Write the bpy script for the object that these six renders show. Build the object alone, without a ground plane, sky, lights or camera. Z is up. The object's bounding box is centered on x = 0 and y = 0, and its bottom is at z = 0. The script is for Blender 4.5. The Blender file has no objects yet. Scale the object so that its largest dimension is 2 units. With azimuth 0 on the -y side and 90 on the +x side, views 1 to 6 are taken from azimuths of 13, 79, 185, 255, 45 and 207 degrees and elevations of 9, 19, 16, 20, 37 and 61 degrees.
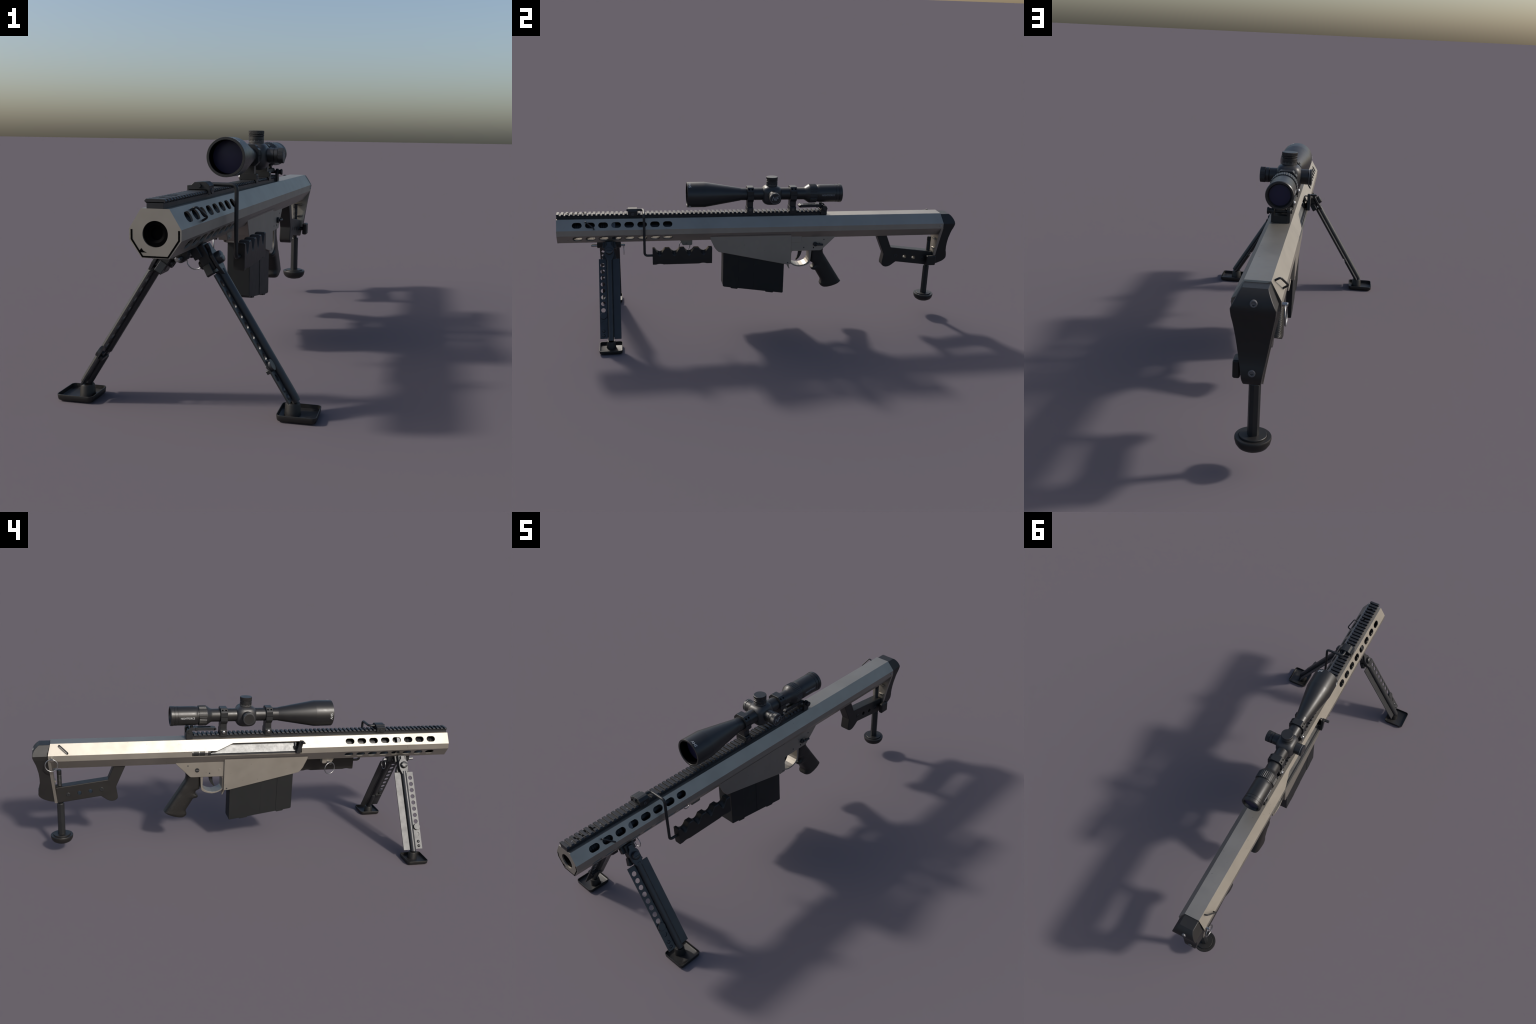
import bpy, bmesh, math, random
from mathutils import Vector, Matrix

random.seed(7)
PI = math.pi

# ------------------------------------------------------------------ materials
def new_mat(name):
    m = bpy.data.materials.new(name)
    m.use_nodes = True
    nt = m.node_tree
    return m, nt, nt.nodes["Principled BSDF"]

def noise(nt, scale, detail=4.0, rough=0.6, stretch=None):
    tc = nt.nodes.new("ShaderNodeTexCoord")
    n = nt.nodes.new("ShaderNodeTexNoise")
    n.inputs["Scale"].default_value = scale
    n.inputs["Detail"].default_value = detail
    n.inputs["Roughness"].default_value = rough
    if stretch:
        mp = nt.nodes.new("ShaderNodeMapping")
        mp.inputs["Scale"].default_value = stretch
        nt.links.new(tc.outputs["Object"], mp.inputs["Vector"])
        nt.links.new(mp.outputs["Vector"], n.inputs["Vector"])
    else:
        nt.links.new(tc.outputs["Object"], n.inputs["Vector"])
    return n.outputs["Fac"]

def ramp(nt, fac, stops):
    r = nt.nodes.new("ShaderNodeValToRGB")
    cr = r.color_ramp
    while len(cr.elements) < len(stops):
        cr.elements.new(0.5)
    for e, (p, c) in zip(cr.elements, stops):
        e.position = p
        e.color = (c[0], c[1], c[2], 1.0) if hasattr(c, "__len__") else (c, c, c, 1.0)
    nt.links.new(fac, r.inputs["Fac"])
    return r.outputs["Color"]

def mix_col(nt, fac, a, b):
    m = nt.nodes.new("ShaderNodeMix")
    m.data_type = "RGBA"
    nt.links.new(fac, m.inputs["Factor"])
    for sock, v in ((m.inputs[6], a), (m.inputs[7], b)):
        if hasattr(v, "is_linked"):
            nt.links.new(v, sock)
        else:
            sock.default_value = (v[0], v[1], v[2], 1.0)
    return m.outputs[2]

def bump(nt, bsdf, fac, strength, dist):
    b = nt.nodes.new("ShaderNodeBump")
    b.inputs["Strength"].default_value = strength
    b.inputs["Distance"].default_value = dist
    nt.links.new(fac, b.inputs["Height"])
    nt.links.new(b.outputs["Normal"], bsdf.inputs["Normal"])

def coated_metal(name, lo, hi, metallic, r_lo, r_hi, speck=None, patch_scale=6.0, grain=420.0, bstr=0.3, spec=0.5):
    """bead-blasted / finished metal: soft tone patches, fine grain, a few dark pits"""
    m, nt, b = new_mat(name)
    col = ramp(nt, noise(nt, patch_scale, 5.0, 0.65), [(0.3, lo), (0.7, hi)])
    if speck:
        pits = ramp(nt, noise(nt, 75.0, 3.0, 0.5), [(0.70, 0.0), (0.76, 1.0)])
        col = mix_col(nt, pits, col, speck)
    nt.links.new(col, b.inputs["Base Color"])
    b.inputs["Metallic"].default_value = metallic
    b.inputs["Specular IOR Level"].default_value = spec
    rr = ramp(nt, noise(nt, patch_scale * 3.0, 6.0, 0.65), [(0.3, r_lo), (0.7, r_hi)])
    nt.links.new(rr, b.inputs["Roughness"])
    bump(nt, b, noise(nt, grain, 2.0, 0.5), bstr, 0.00012)
    return m

SILVER = coated_metal("silver_finish", (0.280, 0.260, 0.228), (0.318, 0.297, 0.262), 0.84, 0.45, 0.52, speck=(0.20, 0.185, 0.163))
BLACK = coated_metal("black_metal", (0.011, 0.012, 0.013), (0.014, 0.015, 0.016), 0.0, 0.38, 0.46, patch_scale=14.0, spec=0.4)
SCREW = coated_metal("screw_steel", (0.10, 0.10, 0.105), (0.14, 0.14, 0.145), 0.3, 0.45, 0.55, patch_scale=40.0)
RAIL = coated_metal("rail_metal", (0.015, 0.016, 0.018), (0.020, 0.021, 0.024), 0.15, 0.38, 0.46, patch_scale=14.0, spec=0.4)
LEG = coated_metal("leg_metal", (0.032, 0.033, 0.035), (0.041, 0.042, 0.044), 0.45, 0.32, 0.42, patch_scale=11.0)
MAG = coated_metal("magazine_steel", (0.0060, 0.0070, 0.0076), (0.0075, 0.0085, 0.0092), 0.0, 0.48, 0.55, patch_scale=9.0, spec=0.35)
POLY = coated_metal("black_polymer", (0.0085, 0.0080, 0.0076), (0.0110, 0.0104, 0.0100), 0.0, 0.43, 0.50, patch_scale=20.0, bstr=0.25, spec=0.4)
RUBBER = coated_metal("black_rubber", (0.0085, 0.0080, 0.0078), (0.0105, 0.0100, 0.0097), 0.0, 0.48, 0.54, patch_scale=20.0, bstr=0.25, spec=0.45)
SCOPE = coated_metal("scope_black", (0.011, 0.011, 0.011), (0.014, 0.014, 0.014), 0.0, 0.35, 0.43, patch_scale=16.0, bstr=0.2, spec=0.5)
HOUSING = coated_metal("scope_housing_black", (0.019, 0.019, 0.020), (0.025, 0.025, 0.026), 0.0, 0.38, 0.45, patch_scale=30.0, bstr=0.5)
STEEL = coated_metal("bright_steel", (0.28, 0.285, 0.29), (0.38, 0.38, 0.38), 1.0, 0.30, 0.38, patch_scale=30.0, bstr=0.03)
BOLT = coated_metal("bolt_steel", (0.085, 0.087, 0.088), (0.155, 0.157, 0.158), 0.95, 0.44, 0.50, patch_scale=22.0, bstr=0.05)
DARK = coated_metal("bore_black", (0.0012, 0.0012, 0.0014), (0.0018, 0.0018, 0.0020), 0.0, 0.6, 0.7, spec=0.02)  # darkness of unlit holes put into the colour, specular almost off
BLACKIN = coated_metal("dark_inner_steel", (0.006, 0.006, 0.007), (0.009, 0.009, 0.010), 0.0, 0.45, 0.55, spec=0.3)
BARREL = coated_metal("barrel_steel", (0.026, 0.026, 0.027), (0.034, 0.034, 0.035), 0.8, 0.42, 0.48, patch_scale=20.0)  # brighter steel, base darkened to hold down the sun highlight in the slots
GUNMETAL = coated_metal("dark_steel", (0.06, 0.062, 0.066), (0.09, 0.092, 0.096), 0.8, 0.35, 0.45, patch_scale=20.0)

def plain(name, col, rough, coat=0.0, ior=1.5):
    m, nt, b = new_mat(name)
    b.inputs["Base Color"].default_value = (*col, 1.0)
    b.inputs["Roughness"].default_value = rough
    b.inputs["Coat Weight"].default_value = coat
    b.inputs["IOR"].default_value = ior
    return m
LENS = plain("coated_glass", (0.024, 0.021, 0.048), 0.40, 0.0, 1.30)
WHITE = plain("white_print", (0.45, 0.46, 0.46), 0.5)
TICK = plain("tick_print", (0.20, 0.20, 0.20), 0.5)
GREY = plain("grey_print", (0.22, 0.23, 0.24), 0.5)

# checkered grip polymer
def grip_mat():
    m, nt, b = new_mat("checkered_polymer")
    b.inputs["Base Color"].default_value = (0.0085, 0.0080, 0.0072, 1.0)
    b.inputs["Roughness"].default_value = 0.46
    b.inputs["Specular IOR Level"].default_value = 0.4
    tc = nt.nodes.new("ShaderNodeTexCoord")
    hs = []
    for ang in (0.35, 0.35 + PI / 2):
        mp = nt.nodes.new("ShaderNodeMapping")
        mp.inputs["Rotation"].default_value = (ang, 0, 0)
        w = nt.nodes.new("ShaderNodeTexWave")
        w.bands_direction = "Y"
        w.inputs["Scale"].default_value = 55.0
        nt.links.new(tc.outputs["Object"], mp.inputs["Vector"])
        nt.links.new(mp.outputs["Vector"], w.inputs["Vector"])
        hs.append(w.outputs["Fac"])
    mul = nt.nodes.new("ShaderNodeMath")
    mul.operation = "MULTIPLY"
    nt.links.new(hs[0], mul.inputs[0])
    nt.links.new(hs[1], mul.inputs[1])
    bump(nt, b, mul.outputs[0], 0.5, 0.0006)
    return m
GRIPMAT = grip_mat()

# ------------------------------------------------------------------ scene tree
root = bpy.data.objects.new("sniper_rifle", None)
bpy.context.scene.collection.objects.link(root)
root["label"] = "long silver rifle with black scope, bipod and magazine"
root["category"] = "rifle"

def link(me, name, mat, parent=None, smooth=None):
    if mat is not None and not me.materials:
        me.materials.append(mat)
    if smooth is not None:
        me.shade_smooth()
        me.set_sharp_from_angle(angle=math.radians(smooth))
    o = bpy.data.objects.new(name, me)
    bpy.context.scene.collection.objects.link(o)
    o.parent = parent or root
    return o

def bake(o):
    """apply all modifiers of an object"""
    dg = bpy.context.evaluated_depsgraph_get()
    me = bpy.data.meshes.new_from_object(o.evaluated_get(dg))
    o.modifiers.clear()
    old = o.data
    o.data = me
    bpy.data.meshes.remove(old)

def mesh_of(bm, name="m"):
    me = bpy.data.meshes.new(name)
    bmesh.ops.recalc_face_normals(bm, faces=bm.faces)
    bm.to_mesh(me)
    bm.free()
    return me

def to3(axis, a, p, q):
    return {"x": (a, p, q), "y": (p, a, q), "z": (p, q, a)}[axis]

def bm_prism(bm, pts, axis, a, b):
    """closed 2D outline pushed along an axis; a, b numbers or functions of (p, q)"""
    fa = a if callable(a) else (lambda p, q: a)
    fb = b if callable(b) else (lambda p, q: b)
    A = [bm.verts.new(to3(axis, fa(p, q), p, q)) for p, q in pts]
    B = [bm.verts.new(to3(axis, fb(p, q), p, q)) for p, q in pts]
    n = len(pts)
    bm.faces.new(A)
    bm.faces.new(B[::-1])
    for i in range(n):
        bm.faces.new((A[i], A[(i + 1) % n], B[(i + 1) % n], B[i]))

def add_bevel(o, w, seg=1, ang=30):
    md = o.modifiers.new("bevel", "BEVEL")
    md.width = w
    md.segments = seg
    md.limit_method = "ANGLE"
    md.angle_limit = math.radians(ang)
    md.use_clamp_overlap = True
    if seg > 2:
        o.data.shade_smooth()
        md.harden_normals = True
    bake(o)

def prism(name, pts, axis, a, b, mat, parent=None, bevel=0.0, seg=1, ang=30):
    bm = bmesh.new()
    bm_prism(bm, pts, axis, a, b)
    o = link(mesh_of(bm, name), name, mat, parent)
    if bevel:
        add_bevel(o, bevel, seg, ang)
    return o

def box(name, lo, hi, mat, parent=None, bevel=0.0, seg=1):
    pts = [(lo[1], lo[2]), (hi[1], lo[2]), (hi[1], hi[2]), (lo[1], hi[2])]
    return prism(name, pts, "x", lo[0], hi[0], mat, parent, bevel, seg)

def frame(d):
    d = Vector(d).normalized()
    u = Vector((0, 0, 1)) if abs(d.z) < 0.9 else Vector((1, 0, 0))
    e1 = d.cross(u).normalized()
    return d, e1, d.cross(e1).normalized()

def bm_lathe(bm, origin, direction, prof, seg=40, rad=None, caps=True):
    """profile [(s, r)] turned about an axis; rad(i, seg, r) may vary the radius around"""
    o = Vector(origin)
    d, e1, e2 = frame(direction)
    rings = []
    for s, r in prof:
        if r < 1e-6:
            rings.append([bm.verts.new(o + d * s)])
            continue
        ring = []
        for i in range(seg):
            a = 2 * PI * i / seg
            rr = rad(i, seg, r) if rad else r
            ring.append(bm.verts.new(o + d * s + (e1 * math.cos(a) + e2 * math.sin(a)) * rr))
        rings.append(ring)
    for A, B in zip(rings, rings[1:]):
        if len(A) == 1 and len(B) == 1:
            continue
        for i in range(seg):
            j = (i + 1) % seg
            if len(A) == 1:
                bm.faces.new((A[0], B[j], B[i]))
            elif len(B) == 1:
                bm.faces.new((A[i], A[j], B[0]))
            else:
                bm.faces.new((A[i], A[j], B[j], B[i]))
    for R in (rings[0], rings[-1]):
        if caps and len(R) > 1:
            bm.faces.new(R)

def lathe(name, origin, direction, prof, mat, parent=None, seg=40, smooth=30, rad=None, caps=True):
    bm = bmesh.new()
    bm_lathe(bm, origin, direction, prof, seg, rad, caps)
    return link(mesh_of(bm, name), name, mat, parent, smooth)

def cyl(name, p0, p1, r, mat, parent=None, seg=28, ch=0.0):
    p0, p1 = Vector(p0), Vector(p1)
    L = (p1 - p0).length
    prof = [(0, r), (L, r)]
    if ch:
        prof = [(0, r - ch), (ch, r), (L - ch, r), (L, r - ch)]
    return lathe(name, p0, p1 - p0, prof, mat, parent, seg, 40 if ch else 30)

def fillet(pts, r, n=7):
    """round the inner corners of a 3D path"""
    P = [Vector(p) for p in pts]
    out = [P[0]]
    for a, b, c in zip(P, P[1:], P[2:]):
        u, v = (a - b), (c - b)
        rr = min(r, u.length * 0.49, v.length * 0.49)
        s, e = b + u.normalized() * rr, b + v.normalized() * rr
        for i in range(n + 1):
            t = i / n
            out.append(s.lerp(b, t).lerp(b.lerp(e, t), t))
    out.append(P[-1])
    return out

def rod(name, pts, r, mat, parent=None, closed=False, seg=14):
    """round wire along a 3D path"""
    P = [Vector(p) for p in pts]
    n = len(P)
    bm = bmesh.new()
    rings = []
    ref = None
    for i in range(n):
        if closed:
            t = P[(i + 1) % n] - P[i - 1]
        else:
            t = P[min(i + 1, n - 1)] - P[max(i - 1, 0)]
        t.normalize()
        if ref is None:
            _, ref, _ = frame(t)
        e1 = (ref - t * ref.dot(t)).normalized()
        ref = e1
        e2 = t.cross(e1)
        rings.append([bm.verts.new(P[i] + (e1 * math.cos(2 * PI * k / seg) + e2 * math.sin(2 * PI * k / seg)) * r) for k in range(seg)])
    pairs = list(zip(rings, rings[1:])) + ([(rings[-1], rings[0])] if closed else [])
    for A, B in pairs:
        for k in range(seg):
            bm.faces.new((A[k], A[(k + 1) % seg], B[(k + 1) % seg], B[k]))
    if not closed:
        bm.faces.new(rings[0])
        bm.faces.new(rings[-1])
    return link(mesh_of(bm, name), name, mat, parent, 40)

def ring(name, c, R, r, e1, e2, mat, parent=None, n=48):
    c, e1, e2 = Vector(c), Vector(e1).normalized(), Vector(e2).normalized()
    return rod(name, [c + (e1 * math.cos(2 * PI * i / n) + e2 * math.sin(2 * PI * i / n)) * R for i in range(n)], r, mat, parent, True, 10)

def cut(o, bm_cutter):
    c = bpy.data.objects.new("cutter", mesh_of(bm_cutter, "cutter"))
    bpy.context.scene.collection.objects.link(c)
    md = o.modifiers.new("cut", "BOOLEAN")
    md.operation = "DIFFERENCE"
    md.solver = "EXACT"
    md.object = c
    bake(o)
    me = c.data
    bpy.data.objects.remove(c)
    bpy.data.meshes.remove(me)

def arc(cx, cy, r, a0, a1, n):
    return [(cx + r * math.cos(math.radians(a0 + (a1 - a0) * i / n)), cy + r * math.sin(math.radians(a0 + (a1 - a0) * i / n))) for i in range(n + 1)]

def interp(tab, x):
    """piecewise linear table lookup [(x, v)], x ascending"""
    if x <= tab[0][0]:
        return tab[0][1]
    for (a, va), (b, vb) in zip(tab, tab[1:]):
        if x <= b:
            return va + (vb - va) * (x - a) / (b - a)
    return tab[-1][1]

# ------------------------------------------------------------------ receiver
# octagonal section: half widths and heights
WT, WM, WB = 0.0345, 0.0635, 0.0335
ZT, ZU, ZL, ZB = 0.5545, 0.5072, 0.481, 0.439
def octagon(inset=0.0):
    k = inset
    s = 0.55 * k
    return [(-WB + s, ZB + k), (WB - s, ZB + k), (WM - k, ZL + s), (WM - k, ZU - s),
            (WT - s, ZT - k), (-WT + s, ZT - k), (-WM + k, ZU - s), (-WM + k, ZL + s)]

def rear_end(x, z):
    if z > ZU:
        return 0.933 - 0.012 * (z - ZU) / (ZT - ZU)
    return 0.933 - 0.008 * max(0.0, (ZL - z) / (ZL - ZB))

receiver = prism("receiver", octagon(), "y", -1.0, rear_end, SILVER)
bm = bmesh.new()
bm_prism(bm, octagon(0.005), "y", -0.986, 0.915)
cut(receiver, bm)
bm = bmesh.new()                                  # muzzle opening
bm_lathe(bm, (0, -1.01, 0.4955), (0, 1, 0), [(0, 0.031), (0.05, 0.031)], 56)
cut(receiver, bm)

SLOT_Y0, SLOT_PITCH, SLOT_L, SLOT_W = -0.9055, 0.0609, 0.0455, 0.0285
def slot_cutters(sx, upper):
    """eight stadium slots through one slanted facet"""
    if upper:
        mid = Vector((sx * (WT + WM) / 2 - sx * 0.0005, 0, 0.5285))
        nrm = Vector((sx * (ZT - ZU), 0, WM - WT)).normalized()
    else:
        mid = Vector((sx * 0.0505, 0, 0.4625))
        nrm = Vector((sx * (ZL - ZB), 0, -(WM - WB))).normalized()
    up = nrm.cross(Vector((0, 1, 0))).normalized()
    b = bmesh.new()
    h = SLOT_W / 2
    for i in range(8):
        cy = SLOT_Y0 + i * SLOT_PITCH
        st = arc(SLOT_L / 2 - h, 0, h, -90, 90, 10) + arc(-SLOT_L / 2 + h, 0, h, 90, 270, 10)
        A = [b.verts.new(mid + nrm * 0.012 + Vector((0, cy + p, 0)) + up * q) for p, q in st]
        B = [b.verts.new(mid - nrm * 0.012 + Vector((0, cy + p, 0)) + up * q) for p, q in st]
        b.faces.new(A)
        b.faces.new(B[::-1])
        for k in range(len(st)):
            j = (k + 1) % len(st)
            b.faces.new((A[k], A[j], B[j], B[k]))
    return b
for sx in (-1, 1):
    for upper in (True, False):
        cut(receiver, slot_cutters(sx, upper))
bm = bmesh.new()                                  # ejection port on the left
bm_prism(bm, [(-0.2338, 0.5368), (-0.2338, 0.4843), (0.2938, 0.4843), (0.2938, 0.5065), (0.177, 0.5065), (0.098, 0.5368)], "x", -0.09, -0.022)
cut(receiver, bm)

# groove shadow laid on as a black strip round the lower half of the muzzle face
line_o = [(-0.0600, 0.5055), (-0.0600, 0.4818), (-0.0322, 0.4403), (0.0322, 0.4403), (0.0600, 0.4818), (0.0600, 0.5055)]
line_i = [(0.0556, 0.5055), (0.0556, 0.4830), (0.0300, 0.4442), (-0.0300, 0.4442), (-0.0556, 0.4830), (-0.0556, 0.5055)]
prism("muzzle_groove_shadow", line_o + line_i, "y", -1.0005, -0.997, DARK, receiver)
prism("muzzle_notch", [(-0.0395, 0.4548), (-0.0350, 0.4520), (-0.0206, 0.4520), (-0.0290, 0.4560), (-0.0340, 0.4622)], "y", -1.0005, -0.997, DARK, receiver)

# inside: bulkhead, barrel, muzzle threads
bm = bmesh.new()
bm_prism(bm, octagon(0.0055), "y", -0.757, -0.7275)
link(mesh_of(bm), "bulkhead", GUNMETAL, receiver)
bm = bmesh.new()
prof = [(0.003, 0.014), (0.003, 0.0360)]
s = 0.0
while s < 0.22:
    prof += [(s + 0.002, 0.0400), (s + 0.007, 0.0400), (s + 0.009, 0.0380)]
    s += 0.011
bm_lathe(bm, (0, -0.983, 0.4955), (0, 1, 0), prof, 36)
link(mesh_of(bm), "muzzle_brake", BLACKIN, receiver, 30)
lathe("bore", (0, -0.9945, 0.4955), (0, 1, 0), [(0.012, 0.0), (0.010, 0.0130), (0.0045, 0.0150), (0.003, 0.0190), (0.0, 0.0215), (0.0, 0.0312), (0.010, 0.0312)], DARK, receiver)
cyl("barrel", (0, -0.76, 0.4955), (0, -0.24, 0.4955), 0.0370, BARREL, receiver, 40)
prism("barrel_extension", octagon(0.014), "y", -0.256, -0.236, BLACK, receiver)

# bolt carrier in the ejection port
nf = Vector((-(ZT - ZU), 0, WM - WT)).normalized()
dx = 0.0270
def facet_x(z):
    return -(WT + (ZT - z) * (WM - WT) / (ZT - ZU))
bm = bmesh.new()
outl = [(-0.2150, 0.5300), (0.115, 0.5300), (0.205, 0.4890), (-0.2150, 0.4890)]
A = [bm.verts.new((facet_x(z) + dx, y, z)) for y, z in outl]
B = [bm.verts.new((-0.004, y, z)) for y, z in outl]
bm.faces.new(A)
bm.faces.new(B[::-1])
for i in range(4):
    bm.faces.new((A[i], A[(i + 1) % 4], B[(i + 1) % 4], B[i]))
bolt = link(mesh_of(bm), "bolt_carrier", BOLT, receiver)
box("bolt_rail", (-0.0560, -0.2338, 0.4700), (-0.020, 0.205, 0.4868), GUNMETAL, receiver, 0.0008)
box("bolt_face", (-0.0450, -0.2185, 0.4860), (-0.020, -0.1985, 0.5110), BLACK, receiver, 0.0008)
cyl("extractor", (-0.0400, -0.207, 0.511), (-0.0300, -0.207, 0.526), 0.0045, GUNMETAL, receiver)
for i, (y0, y1) in enumerate([(0.205, 0.219), (0.2325, 0.2585), (0.262, 0.288)]):
    cyl("recoil_spring_sleeve", (-0.044, y0, 0.4955), (-0.044, y1, 0.4955), 0.0165, BLACK, receiver)
for y in (0.220, 0.2235, 0.2270, 0.2305, 0.2600, 0.2895):
    cyl("recoil_spring_coil", (-0.044, y - 0.0011, 0.4955), (-0.044, y + 0.0011, 0.4955), 0.0176, STEEL, receiver)
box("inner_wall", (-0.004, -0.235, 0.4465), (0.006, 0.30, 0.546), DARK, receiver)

# charging handle: slanting arm and outward tab
bm = bmesh.new()
bm_prism(bm, [(-0.2255, 0.4835), (-0.2040, 0.4835), (-0.2215, 0.5450), (-0.2345, 0.5450), (-0.2420, 0.5390), (-0.2360, 0.5300)], "x", -0.0715, -0.0585)
ch = link(mesh_of(bm), "charging_handle", BLACK)
add_bevel(ch, 0.0012)
box("handle_tab", (-0.0950, -0.2400, 0.5365), (-0.0600, -0.2270, 0.5440), BLACK, ch, 0.0015)
cyl("handle_pin", (-0.0600, -0.2385, 0.5345), (-0.0480, -0.2385, 0.5345), 0.0028, STEEL, ch)

# ------------------------------------------------------------------ lower receiver
LH = 0.0366
lower = prism("lower_receiver", [(0.130, 0.446), (0.130, 0.3697), (0.2930, 0.3697), (0.2985, 0.3735), (0.3660, 0.4410), (0.366, 0.446)], "x", -LH, LH, SILVER, None, 0.0016)
well_prof = [(-0.2735, 0.4600), (-0.2720, 0.4490), (-0.2510, 0.4032), (-0.2400, 0.3885), (-0.2297, 0.3782), (0.1045, 0.3047), (0.1180, 0.3025), (0.1370, 0.3025), (0.1365, 0.4600)]
well = prism("magazine_well", well_prof, "x", -0.0462, 0.0462, SILVER, lower, 0.0014)
bm = bmesh.new()
bm_prism(bm, [(-0.300, 0.4800), (-0.2580, 0.4800), (-0.2580, 0.4480), (-0.2370, 0.4050), (-0.2160, 0.3800), (-0.2160, 0.3550), (-0.300, 0.3550)], "x", -0.0425, 0.0425)
cut(well, bm)
for sx in (1, -1):
    prism("panel_shadow_strip", [(-0.268, 0.4632), (0.133, 0.4632), (0.133, 0.4648), (-0.268, 0.4648)], "x", sx * 0.048, sx * 0.0522, GUNMETAL, lower)  # thin shadow line along the panel top, modelled as a dark bar
box("raised_panel", (0.030, 0.1366, 0.4172), (0.0402, 0.1912, 0.4505), SILVER, lower, 0.001)
ff = [(x, z) for x, z in arc(0.1525, 0.3600, 0.0140, 90, 180, 6)]
# trigger guard
go = [(0.1365, 0.3700), (0.1365, 0.3040), (0.1440, 0.2985), (0.1600, 0.2895), (0.1750, 0.2852), (0.1900, 0.2838), (0.2070, 0.2860), (0.2240, 0.2915), (0.2360, 0.2985), (0.2415, 0.3060), (0.2440, 0.3200), (0.2470, 0.3700)]
gi = [(0.2330, 0.3700), (0.2350, 0.3560), (0.2350, 0.3230), (0.2310, 0.3110), (0.2230, 0.3020), (0.2070, 0.2945), (0.1900, 0.2912), (0.1750, 0.2922), (0.1600, 0.2965), (0.1470, 0.3040), (0.1425, 0.3100), (0.1425, 0.3570), (0.1450, 0.3660), (0.1500, 0.3700)]
guard = prism("trigger_guard", go + gi, "x", -0.0325, 0.0325, SILVER, lower, 0.0008)
trig = [(0.1835, 0.3720), (0.1842, 0.3580), (0.1832, 0.3420), (0.1795, 0.3270), (0.1718, 0.3135), (0.1735, 0.3095), (0.1775, 0.3105), (0.1905, 0.3240), (0.1985, 0.3390), (0.2025, 0.3550), (0.2035, 0.3720)]
prism("trigger", trig, "x", -0.0060, 0.0060, BLACK, lower, 0.0018, 2)
prism("magazine_catch", [(0.1190, 0.3050), (0.1310, 0.3050), (0.1375, 0.2790), (0.1405, 0.2700), (0.1365, 0.2690), (0.1290, 0.2820)], "x", -0.0180, 0.0180, SILVER, lower, 0.001)
# safety lever and pins
saf = cyl("safety_lever", (0.036, 0.2630, 0.4052), (0.0450, 0.2630, 0.4052), 0.0112, BLACK, lower, 28, 0.001)
rod("safety_arm", [(0.0445, 0.2660, 0.4048), (0.0475, 0.2800, 0.4042), (0.0475, 0.3010, 0.4036)], 0.0052, BLACK, saf)
cyl("safety_stud", (0.0445, 0.2830, 0.4095), (0.0510, 0.2830, 0.4095), 0.0040, BLACK, saf)
prism("safety_mark", [(0.2545, 0.3815), (0.2580, 0.3825), (0.2580, 0.3900), (0.2545, 0.3900), (0.2525, 0.3860)], "x", 0.036, 0.0371, DARK, lower)
cyl("selector_end", (-0.036, 0.2640, 0.4050), (-0.0378, 0.2640, 0.4050), 0.0105, BLACK, lower)
box("selector_slot", (-0.0384, 0.2570, 0.4035), (-0.0370, 0.2710, 0.4068), STEEL, lower)
for sx in (1, -1):
    for y, z, x0, r in ((0.3075, 0.4280, LH, 0.0034), (0.2045, 0.3878, LH, 0.0036), (0.1225, 0.3113, 0.0462, 0.0038)):
        cyl("receiver_pin", (sx * (x0 - 0.004), y, z), (sx * (x0 + 0.0006), y, z), r, GUNMETAL, lower, 18)
cyl("recoil_pin", (-0.030, 0.1560, 0.4028), (-0.0374, 0.1560, 0.4028), 0.0062, SILVER, lower, 20, 0.0006)

# ------------------------------------------------------------------ magazine
MY0, MY1 = -0.2050, 0.1058
def mag_bottom(y):
    return 0.1900 + (0.1447 - 0.1900) * (y - MY0) / (MY1 - MY0)
mag = prism("magazine", [(MY0, 0.38), (MY0, 0.195), (MY0 + 0.005, mag_bottom(MY0 + 0.005)), (MY1 - 0.004, mag_bottom(MY1)), (MY1, mag_bottom(MY1) + 0.003), (MY1, 0.32)], "x", -0.0374, 0.0374, MAG, None, 0.0012)
for y0, y1 in ((-0.1660, -0.1290), (0.0127, 0.0550)):
    prism("magazine_foot", [(y0, mag_bottom(y0) + 0.01), (y0, mag_bottom(y0) - 0.0005), (y0 + 0.003, mag_bottom(y0 + 0.003) - 0.0040), (y1 - 0.003, mag_bottom(y1) - 0.0040), (y1, mag_bottom(y1) - 0.0005), (y1, mag_bottom(y1) + 0.01)],
          "x", -0.0386, 0.0386, MAG, mag, 0.001)
for sx in (1, -1):
    for y0, y1 in ((MY0 + 0.0002, -0.1270), (-0.0487, MY1 - 0.0002)):
        prism("magazine_panel", [(y0, 0.375), (y0, mag_bottom(y0) + 0.003), (y1, mag_bottom(y1) + 0.003), (y1, 0.31 if y1 > 0 else 0.375)], "x", sx * 0.030, sx * 0.0390, MAG, mag, 0.0010)

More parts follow.
